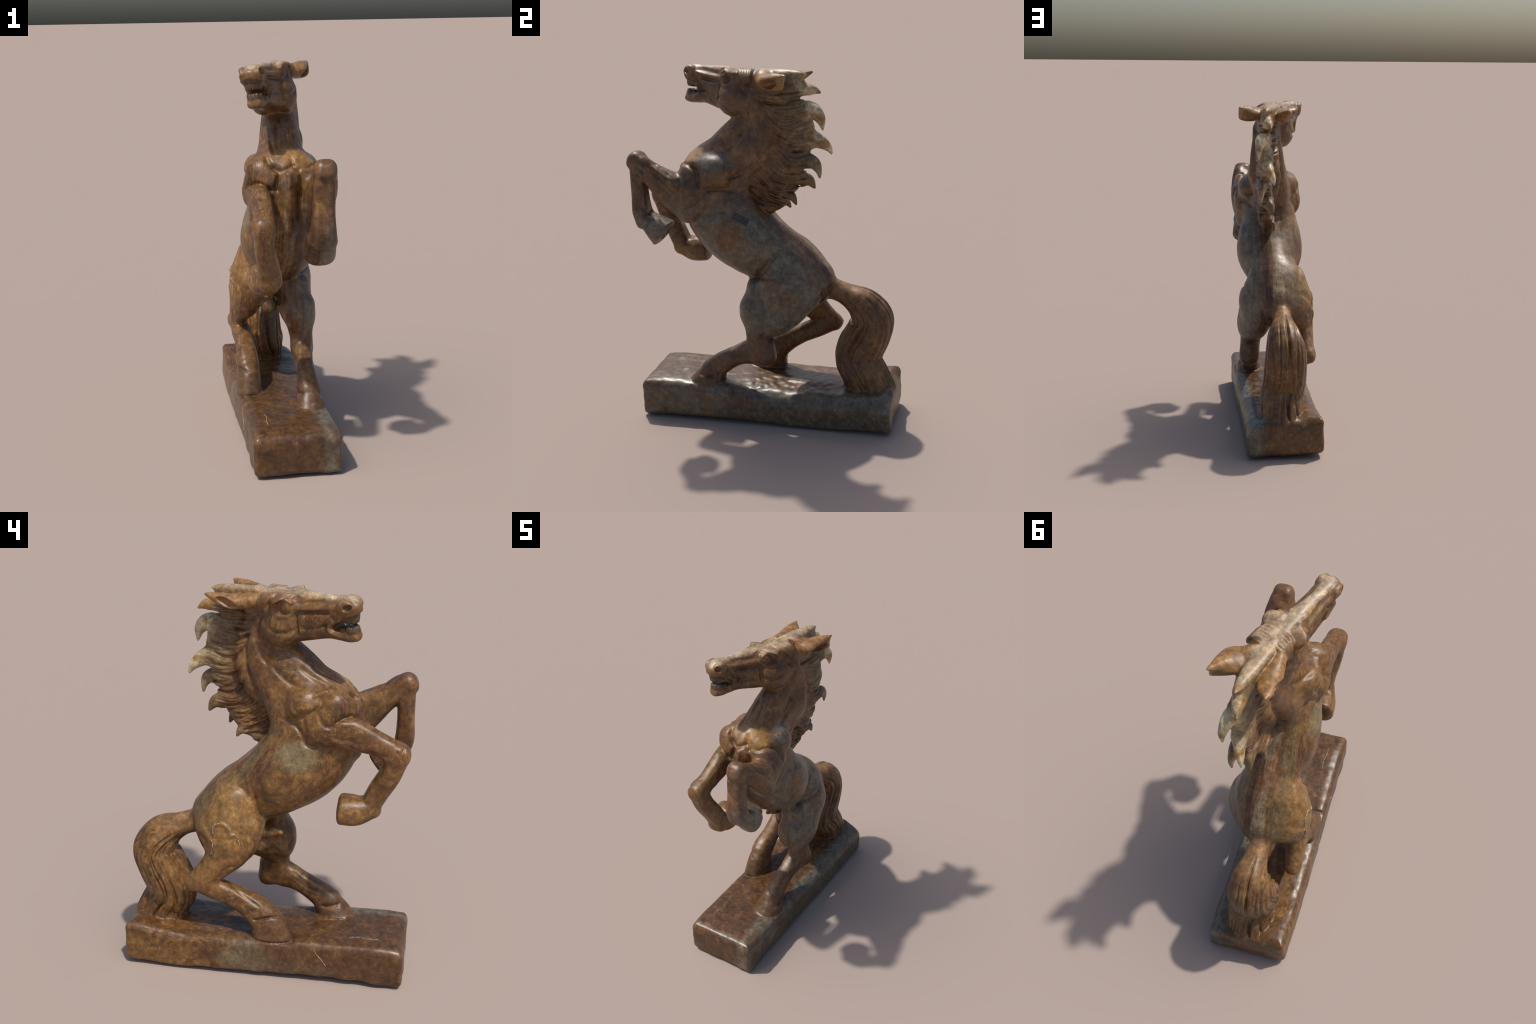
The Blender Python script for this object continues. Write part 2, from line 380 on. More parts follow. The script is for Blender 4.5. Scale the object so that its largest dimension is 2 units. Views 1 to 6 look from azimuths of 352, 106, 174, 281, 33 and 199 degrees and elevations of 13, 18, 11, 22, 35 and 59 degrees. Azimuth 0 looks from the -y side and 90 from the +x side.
#CREASES
line([(-0.056, -0.020, 1.666), (-0.074, -0.069, 1.603), (-0.091, -0.126, 1.564), (-0.111, -0.190, 1.543), (-0.115, -0.243, 1.535)], 0.007, 0.013, VIEW[4], keep=.07)
line([(-0.034, 0.052, 1.811), (-0.042, 0.042, 1.736), (-0.050, 0.013, 1.670), (-0.063, -0.029, 1.629)], 0.007, 0.012, VIEW[4], keep=.07)
line([(-0.060, -0.158, 1.643), (-0.069, -0.213, 1.601), (-0.072, -0.282, 1.563), (-0.114, -0.348, 1.544)], 0.006, 0.014, VIEW[4], keep=.07)
line([(-0.106, -0.068, 1.396), (-0.119, -0.132, 1.392), (-0.151, -0.190, 1.418), (-0.164, -0.237, 1.441), (-0.144, -0.278, 1.468), (-0.143, -0.289, 1.504), (-0.132, -0.342, 1.538)], 0.010, 0.014, VIEW[4], keep=.07)
line([(-0.140, -0.146, 1.494), (-0.159, -0.164, 1.451), (-0.167, -0.215, 1.437)], 0.007, 0.012, VIEW[4], keep=.07)
line([(-0.148, -0.241, 1.514), (-0.109, -0.280, 1.530), (-0.109, -0.310, 1.541)], -0.005, 0.010, VIEW[4], keep=.07)
line([(-0.114, -0.108, 1.373), (-0.133, -0.161, 1.367), (-0.155, -0.195, 1.333), (-0.159, -0.209, 1.291), (-0.163, -0.239, 1.278), (-0.156, -0.321, 1.277)], 0.009, 0.012, VIEW[4], keep=.07)
line([(-0.159, -0.207, 1.426), (-0.157, -0.210, 1.354), (-0.163, -0.225, 1.293)], 0.007, 0.011, VIEW[4], keep=.07)
line([(-0.153, -0.269, 1.447), (-0.190, -0.297, 1.403), (-0.189, -0.334, 1.389), (-0.163, -0.393, 1.431), (-0.138, -0.428, 1.431)], 0.008, 0.011, VIEW[4], keep=.07)
line([(-0.188, -0.332, 1.341), (-0.183, -0.384, 1.326), (-0.182, -0.428, 1.328), (-0.179, -0.488, 1.293)], 0.005, 0.009, VIEW[4], keep=.07)
line([(-0.157, -0.019, 1.147), (-0.143, -0.044, 1.209), (-0.142, -0.105, 1.270), (-0.152, -0.168, 1.294), (-0.158, -0.204, 1.292)], 0.004, 0.014, VIEW[4], keep=.07)
line([(-0.131, -0.351, 1.144), (-0.138, -0.351, 1.204), (-0.152, -0.298, 1.254)], 0.004, 0.016, VIEW[4], keep=.07)
line([(-0.172, -0.496, 1.275), (-0.182, -0.578, 1.260), (-0.198, -0.631, 1.254)], 0.005, 0.009, VIEW[4], keep=.07)
line([(-0.188, -0.636, 1.290), (-0.196, -0.667, 1.264), (-0.185, -0.681, 1.276)], 0.004, 0.008, VIEW[4], keep=.07)
line([(-0.131, 0.052, 1.039), (-0.127, 0.029, 0.926), (-0.089, 0.018, 0.816), (-0.165, 0.018, 0.767)], 0.009, 0.015, VIEW[4], keep=.07)
line([(-0.113, 0.296, 0.898), (-0.088, 0.246, 0.955), (-0.095, 0.156, 1.014), (-0.123, 0.092, 1.007), (-0.128, 0.053, 0.935)], 0.006, 0.016, VIEW[4], keep=.07)
line([(-0.120, 0.299, 0.891), (-0.171, 0.288, 0.852), (-0.209, 0.243, 0.789), (-0.216, 0.220, 0.763)], 0.006, 0.014, VIEW[4], keep=.07)
line([(-0.162, 0.322, 0.781), (-0.191, 0.285, 0.756), (-0.174, 0.279, 0.695)], 0.006, 0.012, VIEW[4], keep=.07)
line([(-0.212, 0.126, 0.637), (-0.213, 0.180, 0.606), (-0.209, 0.222, 0.540)], 0.006, 0.011, VIEW[4], keep=.07)
line([(-0.204, 0.244, 0.719), (-0.206, 0.254, 0.670), (-0.207, 0.285, 0.615)], 0.005, 0.010, VIEW[4], keep=.07)
line([(-0.211, 0.230, 0.812), (-0.206, 0.231, 0.839), (-0.207, 0.191, 0.856), (-0.214, 0.154, 0.831), (-0.218, 0.146, 0.799), (-0.213, 0.121, 0.802), (-0.214, 0.100, 0.750)], -0.006, 0.009, VIEW[4], keep=.07)
line([(-0.209, 0.243, 0.760), (-0.213, 0.232, 0.729), (-0.206, 0.254, 0.670)], -0.005, 0.008, VIEW[4], keep=.07)
line([(-0.194, 0.360, 0.551), (-0.199, 0.318, 0.580), (-0.201, 0.297, 0.610)], 0.005, 0.009, VIEW[4], keep=.07)
line([(-0.197, 0.053, 0.392), (-0.203, 0.072, 0.348)], 0.006, 0.010, VIEW[4], keep=.07)
line([(-0.209, 0.051, 0.343), (-0.209, 0.012, 0.336), (-0.170, -0.050, 0.343)], 0.007, 0.009, VIEW[4], keep=.07)
line([(0.126, -0.110, 0.459), (0.103, -0.165, 0.419), (0.093, -0.218, 0.384)], 0.005, 0.010, VIEW[4], keep=.07)
line([(0.078, -0.263, 0.293), (0.073, -0.305, 0.289), (0.099, -0.372, 0.298)], 0.007, 0.009, VIEW[4], keep=.07)
line([(0.151, -0.357, 1.508), (0.179, -0.321, 1.475), (0.193, -0.304, 1.409), (0.200, -0.295, 1.376)], 0.010, 0.015, VIEW[2], keep=.07)
line([(0.199, -0.287, 1.367), (0.170, -0.242, 1.371), (0.155, -0.175, 1.371), (0.130, -0.121, 1.354), (0.138, -0.072, 1.379)], 0.011, 0.016, VIEW[2], keep=.07)
line([(0.149, -0.133, 1.503), (0.154, -0.126, 1.439), (0.142, -0.138, 1.374)], 0.007, 0.014, VIEW[2], keep=.07)
line([(0.183, -0.162, 1.436), (0.144, -0.116, 1.441), (0.137, -0.072, 1.471)], 0.009, 0.013, VIEW[2], keep=.07)
line([(0.193, -0.624, 1.526), (0.206, -0.550, 1.469), (0.222, -0.484, 1.417), (0.231, -0.421, 1.354), (0.230, -0.408, 1.315)], 0.008, 0.011, VIEW[2], keep=.07)
line([(0.157, -0.588, 1.518), (0.178, -0.515, 1.471), (0.200, -0.450, 1.434)], 0.006, 0.010, VIEW[2], keep=.07)
line([(0.223, -0.404, 1.264), (0.221, -0.338, 1.301), (0.205, -0.286, 1.347), (0.174, -0.250, 1.375)], 0.008, 0.014, VIEW[2], keep=.07)
line([(0.187, -0.413, 1.432), (0.224, -0.409, 1.371), (0.230, -0.401, 1.319)], 0.007, 0.012, VIEW[2], keep=.07)
line([(0.131, -0.023, 1.852), (0.148, 0.038, 1.764), (0.154, 0.054, 1.715)], 0.007, 0.013, VIEW[2], keep=.07)
line([(0.118, -0.052, 1.707), (0.127, -0.079, 1.641), (0.132, -0.133, 1.590), (0.133, -0.207, 1.554)], 0.008, 0.014, VIEW[2], keep=.07)
line([(0.159, 0.012, 1.529), (0.143, -0.057, 1.464), (0.147, -0.120, 1.437)], 0.006, 0.014, VIEW[2], keep=.07)
line([(0.191, -0.629, 1.221), (0.156, -0.606, 1.212)], 0.008, 0.009, VIEW[2], keep=.07)
line([(0.204, -0.648, 1.519), (0.195, -0.655, 1.384), (0.197, -0.660, 1.267)], 0.005, 0.009, VIEW[2], keep=.07)
line([(0.179, -0.546, 1.193), (0.211, -0.519, 1.148), (0.157, -0.542, 1.067)], 0.006, 0.010, VIEW[2], keep=.07)
line([(0.185, -0.227, 1.241), (0.183, -0.182, 1.251), (0.191, -0.118, 1.220)], 0.005, 0.016, VIEW[2], keep=.07)
line([(0.141, 0.102, 1.059), (0.152, 0.093, 1.007), (0.167, 0.050, 0.951), (0.149, -0.008, 0.880), (0.173, -0.028, 0.847)], 0.010, 0.016, VIEW[2], keep=.07)
line([(0.153, 0.008, 0.873), (0.201, 0.096, 0.889), (0.189, 0.181, 0.904)], 0.005, 0.013, VIEW[2], keep=.07)
line([(0.191, 0.001, 0.825), (0.221, 0.036, 0.756), (0.236, 0.048, 0.701), (0.238, 0.035, 0.639)], 0.006, 0.014, VIEW[2], keep=.07)
line([(0.238, 0.035, 0.639), (0.228, 0.032, 0.573), (0.212, -0.009, 0.490)], 0.006, 0.012, VIEW[2], keep=.07)
line([(0.223, 0.078, 0.574), (0.202, 0.039, 0.489), (0.214, 0.035, 0.441)], 0.007, 0.012, VIEW[2], keep=.07)
line([(0.163, -0.379, 0.295), (0.192, -0.317, 0.274), (0.183, -0.267, 0.274)], 0.006, 0.010, VIEW[2], keep=.07)
line([(0.196, -0.267, 0.214), (0.180, -0.263, 0.273), (0.186, -0.243, 0.305)], 0.006, 0.010, VIEW[2], keep=.07)
line([(0.113, 0.351, 0.826), (0.112, 0.345, 0.774), (0.132, 0.323, 0.719)], 0.007, 0.014, VIEW[2], keep=.07)
line([(0.001, -0.181, 1.698), (-0.011, -0.250, 1.638), (-0.025, -0.330, 1.570)], 0.009, 0.012, VIEW[1], keep=.07)
line([(-0.046, -0.217, 1.635), (-0.043, -0.305, 1.579), (-0.043, -0.352, 1.551)], 0.007, 0.012, VIEW[1], keep=.07)
line([(0.047, -0.187, 1.697), (0.043, -0.256, 1.637), (0.035, -0.324, 1.578)], 0.008, 0.012, VIEW[1], keep=.07)
line([(-0.086, -0.307, 1.547), (-0.067, -0.415, 1.506), (-0.018, -0.435, 1.486), (0.035, -0.415, 1.513), (0.027, -0.353, 1.560)], 0.010, 0.013, VIEW[1], keep=.07)
line([(0.077, -0.424, 1.480), (0.048, -0.420, 1.502), (0.039, -0.410, 1.517)], 0.008, 0.013, VIEW[1], keep=.07)
line([(-0.030, -0.436, 1.474), (-0.045, -0.440, 1.421), (-0.039, -0.436, 1.379)], 0.010, 0.012, VIEW[1], keep=.07)
line([(0.068, -0.430, 1.470), (0.079, -0.436, 1.421), (0.069, -0.437, 1.349)], 0.010, 0.012, VIEW[1], keep=.07)
line([(-0.178, -0.369, 1.406), (-0.136, -0.430, 1.429), (-0.095, -0.446, 1.410), (-0.060, -0.428, 1.378)], 0.010, 0.013, VIEW[1], keep=.07)
line([(-0.014, -0.442, 1.475), (0.014, -0.453, 1.464), (0.012, -0.475, 1.397)], -0.008, 0.014, VIEW[1], keep=.07)
line([(-0.075, -0.401, 1.519), (-0.025, -0.435, 1.485), (-0.055, -0.437, 1.404)], 0.009, 0.013, VIEW[5], keep=.07)
line([(0.046, -0.397, 1.523), (0.108, -0.413, 1.493), (0.155, -0.365, 1.499), (0.184, -0.315, 1.472), (0.196, -0.295, 1.402)], 0.008, 0.012, VIEW[5], keep=.07)
line([(0.039, -0.165, 1.716), (0.036, -0.229, 1.663), (0.033, -0.280, 1.611)], 0.007, 0.012, VIEW[5], keep=.07)
line([(0.120, -0.072, 1.694), (0.126, -0.139, 1.627), (0.127, -0.183, 1.590)], 0.006, 0.013, VIEW[5], keep=.07)
line([(0.155, -0.586, 1.517), (0.193, -0.543, 1.479), (0.234, -0.502, 1.399), (0.237, -0.428, 1.327)], 0.006, 0.011, VIEW[5], keep=.07)
line([(-0.138, -0.160, 0.240), (-0.199, -0.163, 0.220), (-0.213, -0.118, 0.216), (-0.220, -0.030, 0.215), (-0.194, 0.046, 0.213)], 0.009, 0.007, VIEW[4], keep=.07)
line([(-0.207, 0.042, 0.326), (-0.207, -0.027, 0.350), (-0.146, -0.106, 0.335)], 0.008, 0.008, VIEW[4], keep=.07)
line([(0.209, -0.432, 0.220), (0.220, -0.397, 0.201), (0.221, -0.323, 0.195), (0.211, -0.252, 0.203)], 0.009, 0.007, VIEW[2], keep=.07)
line([(0.179, -0.385, 0.279), (0.192, -0.328, 0.274), (0.188, -0.271, 0.278)], 0.007, 0.009, VIEW[2], keep=.07)
line([(0.036, -0.260, 0.230), (0.022, -0.333, 0.234), (0.049, -0.431, 0.235)], 0.007, 0.007, VIEW[4], keep=.07)
line([(-0.167, -0.678, 1.301), (-0.196, -0.667, 1.268), (-0.198, -0.676, 1.242)], 0.006, 0.009, VIEW[4], keep=.07)
line([(-0.191, -0.602, 1.234), (-0.178, -0.575, 1.162), (-0.152, -0.530, 1.092)], 0.005, 0.008, VIEW[4], keep=.07)
line([(0.209, -0.648, 1.502), (0.221, -0.608, 1.471), (0.223, -0.599, 1.410)], 0.006, 0.009, VIEW[2], keep=.07)
line([(0.186, -0.631, 1.373), (0.192, -0.641, 1.293), (0.193, -0.631, 1.239)], 0.005, 0.008, VIEW[2], keep=.07)
line([(-0.173, 0.137, 0.480), (-0.191, 0.054, 0.433), (-0.199, -0.006, 0.399)], 0.005, 0.009, VIEW[4], keep=.07)
line([(0.095, -0.115, 0.441), (0.089, -0.198, 0.384), (0.088, -0.281, 0.359)], 0.005, 0.009, VIEW[4], keep=.07)
line([(0.170, -0.243, 0.401), (0.189, -0.153, 0.416), (0.203, -0.066, 0.429)], 0.005, 0.009, VIEW[2], keep=.07)
#END CREASES

DEEP = 1.
# strands of the mane: furrows sweeping down from the neck, then out to the locks, on both sides
# (root y, root z, end y, end z, sag)
SWEEP = [(-.010, 1.895, .290, 1.895, .020), (.045, 1.825, .305, 1.825, .045), (.085, 1.745, .320, 1.715, .050), (.108, 1.660, .320, 1.600, .050), (.108, 1.570, .300, 1.495, .048),
         (.065, 1.490, .275, 1.410, .042), (.000, 1.435, .215, 1.345, .036), (-.055, 1.390, .150, 1.285, .030), (-.060, 1.320, .085, 1.240, .015)]
for sgn in (-1, 1):
    n = 42
    for k in range(n):
        s = (k + .5 + rng.uniform(-.25, .25)) / n * (len(SWEEP) - 1)
        y0, z0, y1, z1, sag = [float(np.interp(s, range(len(SWEEP)), [r[c] for r in SWEEP])) for c in range(5)]
        ph = rng.uniform(0, 6)
        rows = []
        for t in (0, .17, .33, .5, .67, .83, 1):
            rows.append((.08 + sgn * .05, y0 + (y1 - y0) * t, z0 + (z1 - z0) * t - sag * math.sin(math.pi * t ** .8) + .006 * math.sin(7 * t + ph)))
        big = k % 5 == 2
        if not big and rng.rand() < .35:
            rows = rows[rng.randint(1, 3):]
        line(rows, rng.uniform(.011, .014) if big else rng.uniform(.005, .010), rng.uniform(.009, .012) if big else rng.uniform(.0045, .0065), keep=.08)

# folds of the face, both sides
for sgn in (-1, 1):
    F2 = lambda pts, d, w, r=.07, keep=.06: line([hp(f, r * sgn, u) for f, u in pts], d, w, HR, keep=keep)
    F2([(.126, -.080), (.128, -.130), (.130, -.170), (.128, -.205)], .009, .009)
    F2([(.115, -.090), (.21, -.082), (.31, -.068)], .008, .009, .06)
    F2([(.130, -.045), (.22, -.035), (.32, -.022)], .008, .010, .055)
    F2([(.135, -.154), (.089, -.176), (.035, -.172), (-.005, -.158)], .011, .011, .10)
    F2([(.146, -.160), (.21, -.153), (.29, -.135)], .008, .008, .06)
    F2([(.440, -.060), (.365, -.090), (.300, -.124), (.288, -.152), (.325, -.178), (.37, -.190)], -.010, .010, .05)
    F2([(.32, -.072), (.295, -.098), (.268, -.125), (.266, -.160)], .008, .008, .05)
    F2([(.168, -.014), (.100, -.002), (.030, -.042), (.008, -.085)], -.012, .011, .085)
    F2([(.135, -.075), (.085, -.102), (.030, -.096)], -.006, .008, .085)
    F2([(.395, -.012), (.350, -.020), (.348, -.060), (.385, -.066)], -.003, .010, .06)
    F2([(-.02, -.10), (-.075, -.145), (-.088, -.20), (-.06, -.255)], .008, .012, .09)

def field_near(P, reach):
    box = P.min(0), P.max(0)
    d = np.full(len(P), .5, dtype=np.float32)
    best = np.full(len(P), 9., dtype=np.float32); lab = np.zeros(len(P), dtype=np.int32)
    for n, name in enumerate(ORDER):
        g = np.full(len(P), .5, dtype=np.float32)
        for f, k, cut in PARTS[name]:
            if not cut:
                g = put(g, P, box, f, k, reach)
        d = smin(d, g, JOIN[name])
        for f, k, cut in PARTS[name]:
            if cut:
                d = put(d, P, box, f, k, reach, True)
        m = g < best; best[m] = g[m]; lab[m] = n
    for l in LINES:
        d = l.add(d, P, box)
    near = np.abs(d) < .05
    if near.any():
        d[near] += .0010 * noise3(P[near], .035, 9)
    return d, lab

def field(P, reach=.014):
    """The whole figure, worked out block by block: distance and part of every point."""
    P = np.ascontiguousarray(P, dtype=np.float32)
    c = np.floor(P / .13).astype(np.int64) + 50
    key = (c[:, 0] * 128 + c[:, 1]) * 128 + c[:, 2]
    order = np.argsort(key, kind="stable")
    cuts = np.nonzero(np.diff(key[order]))[0] + 1
    d = np.empty(len(P), dtype=np.float32); lab = np.empty(len(P), dtype=np.int32)
    def work(i):
        d[i], lab[i] = field_near(P[i], reach)
    with ThreadPoolExecutor(4) as pool:
        list(pool.map(work, np.split(order, cuts)))
    return d, lab

def mesh_field():
    """Surface nets on a sparse lattice."""
    n = 5
    lo = np.array([-.30, -.78, -.02]); hi = np.array([.30, .80, 2.05])
    nb = np.ceil((hi - lo) / (H * n)).astype(int)
    gi = np.stack(np.meshgrid(*[np.arange(k) for k in nb], indexing="ij"), -1).reshape(-1, 3)
    c = lo + (gi * n + (n - 1) / 2) * H
    dc = field(c, .07)[0]
    D = np.repeat(np.repeat(np.repeat(np.sign(dc).reshape(nb), n, 0), n, 1), n, 2).astype(np.float32)
    act = gi[np.abs(dc) < H * n * .87 * 1.3 + .012]
    off = np.stack(np.meshgrid(*[np.arange(n)] * 3, indexing="ij"), -1).reshape(-1, 3)
    ii = (act[:, None] * n + off[None]).reshape(-1, 3)
    D[ii[:, 0], ii[:, 1], ii[:, 2]] = field(lo + ii * H)[0]
    S = D < 0
    cnt = np.zeros(np.array(S.shape) - 1, dtype=np.int8)
    sl = lambda a: slice(a, None if a else -1)
    for a in (0, 1):
        for b in (0, 1):
            for e in (0, 1):
                cnt += S[sl(a), sl(b), sl(e)]
    cell = (cnt > 0) & (cnt < 8)
    idx = np.full(cell.shape, -1, dtype=np.int32)
    ci = np.argwhere(cell); idx[cell] = np.arange(len(ci))
    acc = np.zeros((len(ci), 3)); num = np.zeros(len(ci))
    corner = lambda o: D[ci[:, 0] + o[0], ci[:, 1] + o[1], ci[:, 2] + o[2]]
    for axis in range(3):
        for a in (0, 1):
            for b in (0, 1):
                o = [0, 0, 0]; o[(axis + 1) % 3] = a; o[(axis + 2) % 3] = b
                q = list(o); q[axis] = 1
                v0, v1 = corner(o), corner(q)
                m = (v0 < 0) != (v1 < 0)
                t = np.where(m, v0 / np.where(v0 == v1, 1, v0 - v1), 0)
                p = np.tile(np.array(o, dtype=float), (len(ci), 1)); p[:, axis] = t
                acc[m] += p[m]; num[m] += 1
    V = lo + (ci + acc / num[:, None]) * H
    F = []
    for axis in range(3):
        s0 = [slice(1, -1)] * 3; s1 = [slice(1, -1)] * 3
        s0[axis] = slice(0, -1); s1[axis] = slice(1, None)
        a, b = S[tuple(s0)], S[tuple(s1)]
        e = np.argwhere(a != b)
        inside = a[e[:, 0], e[:, 1], e[:, 2]]
        base = e + 1; base[:, axis] -= 1
        u, v = (axis + 1) % 3, (axis + 2) % 3
        def at(du, dv):
            k = base.copy(); k[:, u] -= du; k[:, v] -= dv
            return idx[k[:, 0], k[:, 1], k[:, 2]]
        q = np.stack([at(1, 1), at(0, 1), at(0, 0), at(1, 0)], 1)
        q[~inside] = q[~inside][:, ::-1]
        F.append(q)
    F = np.vstack(F)
    return V, F[(F >= 0).all(1)]

V, F = mesh_field()

def relax(V, F, times, w):
    e = np.vstack([F[:, [0, 1]], F[:, [1, 2]], F[:, [2, 3]], F[:, [3, 0]]])
    for _ in range(times):
        s = np.zeros_like(V); c = np.zeros(len(V))
        for a, b in ((0, 1), (1, 0)):
            for k in range(3):
                s[:, k] += np.bincount(e[:, a], V[e[:, b], k], len(V))
            c += np.bincount(e[:, a], minlength=len(V))
        V = V + w * (s / c[:, None] - V)
    return V
V = relax(V, F, 1, .3)
# drop loose crumbs
par = np.arange(len(V))
e = np.vstack([F[:, [0, 1]], F[:, [1, 2]], F[:, [2, 3]]])
while len(e):
    r = par[e]
    np.minimum.at(par, r.max(1), r.min(1))
    for _ in range(20):
        par = par[par]
    e = e[par[e[:, 0]] != par[e[:, 1]]]
root, count = np.unique(par, return_counts=True)
keep = par == root[count.argmax()]
F = F[keep[F[:, 0]]]
# the lowest point stands at z = 0
V[:, 2] -= V[keep][:, 2].min()

# ------------------------------------------------------------------ stone
class Nodes:
    """Short hand for building a shader tree."""
    def __init__(self, mat):
        self.t = mat.node_tree; self.n = self.t.nodes
        self.co = self.n.new("ShaderNodeTexCoord").outputs["Object"]
    def set(self, sock, v):
        if isinstance(v, bpy.types.NodeSocket):
            self.t.links.new(v, sock)
        elif isinstance(v, tuple) and len(v) == 3 and sock.type == "RGBA":
            sock.default_value = v + (1,)
        else:
            sock.default_value = v
    def math(self, op, a, b=0., clamp=False):
        m = self.n.new("ShaderNodeMath"); m.operation = op; m.use_clamp = clamp
        self.set(m.inputs[0], a); self.set(m.inputs[1], b)
        return m.outputs[0]
    def noise(self, scale, detail=4., rough=.55, vec=None, dist=0.):
        m = self.n.new("ShaderNodeTexNoise")
        self.set(m.inputs["Vector"], vec or self.co)
        m.inputs["Scale"].default_value = scale; m.inputs["Detail"].default_value = detail
        m.inputs["Roughness"].default_value = rough; m.inputs["Distortion"].default_value = dist
        return m.outputs["Fac"]
    def map(self, loc=(0, 0, 0), rot=(0, 0, 0), scale=(1, 1, 1), kind="POINT", vec=None):
        m = self.n.new("ShaderNodeMapping"); m.vector_type = kind
        self.set(m.inputs["Vector"], vec or self.co)
        m.inputs["Location"].default_value = loc; m.inputs["Rotation"].default_value = rot; m.inputs["Scale"].default_value = scale
        return m.outputs[0]
    def xyz(self, vec=None):
        m = self.n.new("ShaderNodeSeparateXYZ"); self.set(m.inputs[0], vec or self.co)
        return m.outputs
    def ramp(self, fac, stops, smooth=False):
        m = self.n.new("ShaderNodeValToRGB"); self.set(m.inputs[0], fac)
        r = m.color_ramp; r.interpolation = "EASE" if smooth else "LINEAR"
        while len(r.elements) < len(stops):
            r.elements.new(1.)
        for e, (p, c) in zip(r.elements, stops):
            e.position = p; e.color = c + (1,) if isinstance(c, tuple) else (c, c, c, 1)
        return m.outputs[0]
    def mix(self, fac, a, b, mode="MIX"):
        m = self.n.new("ShaderNodeMix"); m.data_type = "RGBA"; m.blend_type = mode
        self.set(m.inputs[0], fac); self.set(m.inputs[6], a); self.set(m.inputs[7], b)
        return m.outputs[2]
    def step(self, v, lo, hi):
        m = self.n.new("ShaderNodeMapRange"); m.interpolation_type = "SMOOTHSTEP"
        self.set(m.inputs[0], v); m.inputs[1].default_value = lo; m.inputs[2].default_value = hi
        return m.outputs[0]
    def spot(self, c, r, ragged, amount=1., rot=(0, 0, 0), hard=.5):
        """Soft-edged ellipsoid of stone of another colour."""
        v = self.map(loc=c, rot=rot, scale=r, kind="TEXTURE")
        m = self.n.new("ShaderNodeVectorMath"); m.operation = "LENGTH"; self.set(m.inputs[0], v)
        d = self.math("ADD", m.outputs["Value"], self.math("MULTIPLY", self.math("SUBTRACT", ragged, .5), 1.3))
        return self.math("MULTIPLY", self.step(d, 1 + hard, 1 - hard), amount)

GOLD, RUST, BROWN, DARK = (.205, .107, .034), (.125, .046, .016), (.098, .044, .017), (.040, .018, .009)
OLIVE, GREY, CREAM, PALE = (.130, .098, .045), (.140, .125, .095), (.50, .41, .25), (.44, .41, .34)

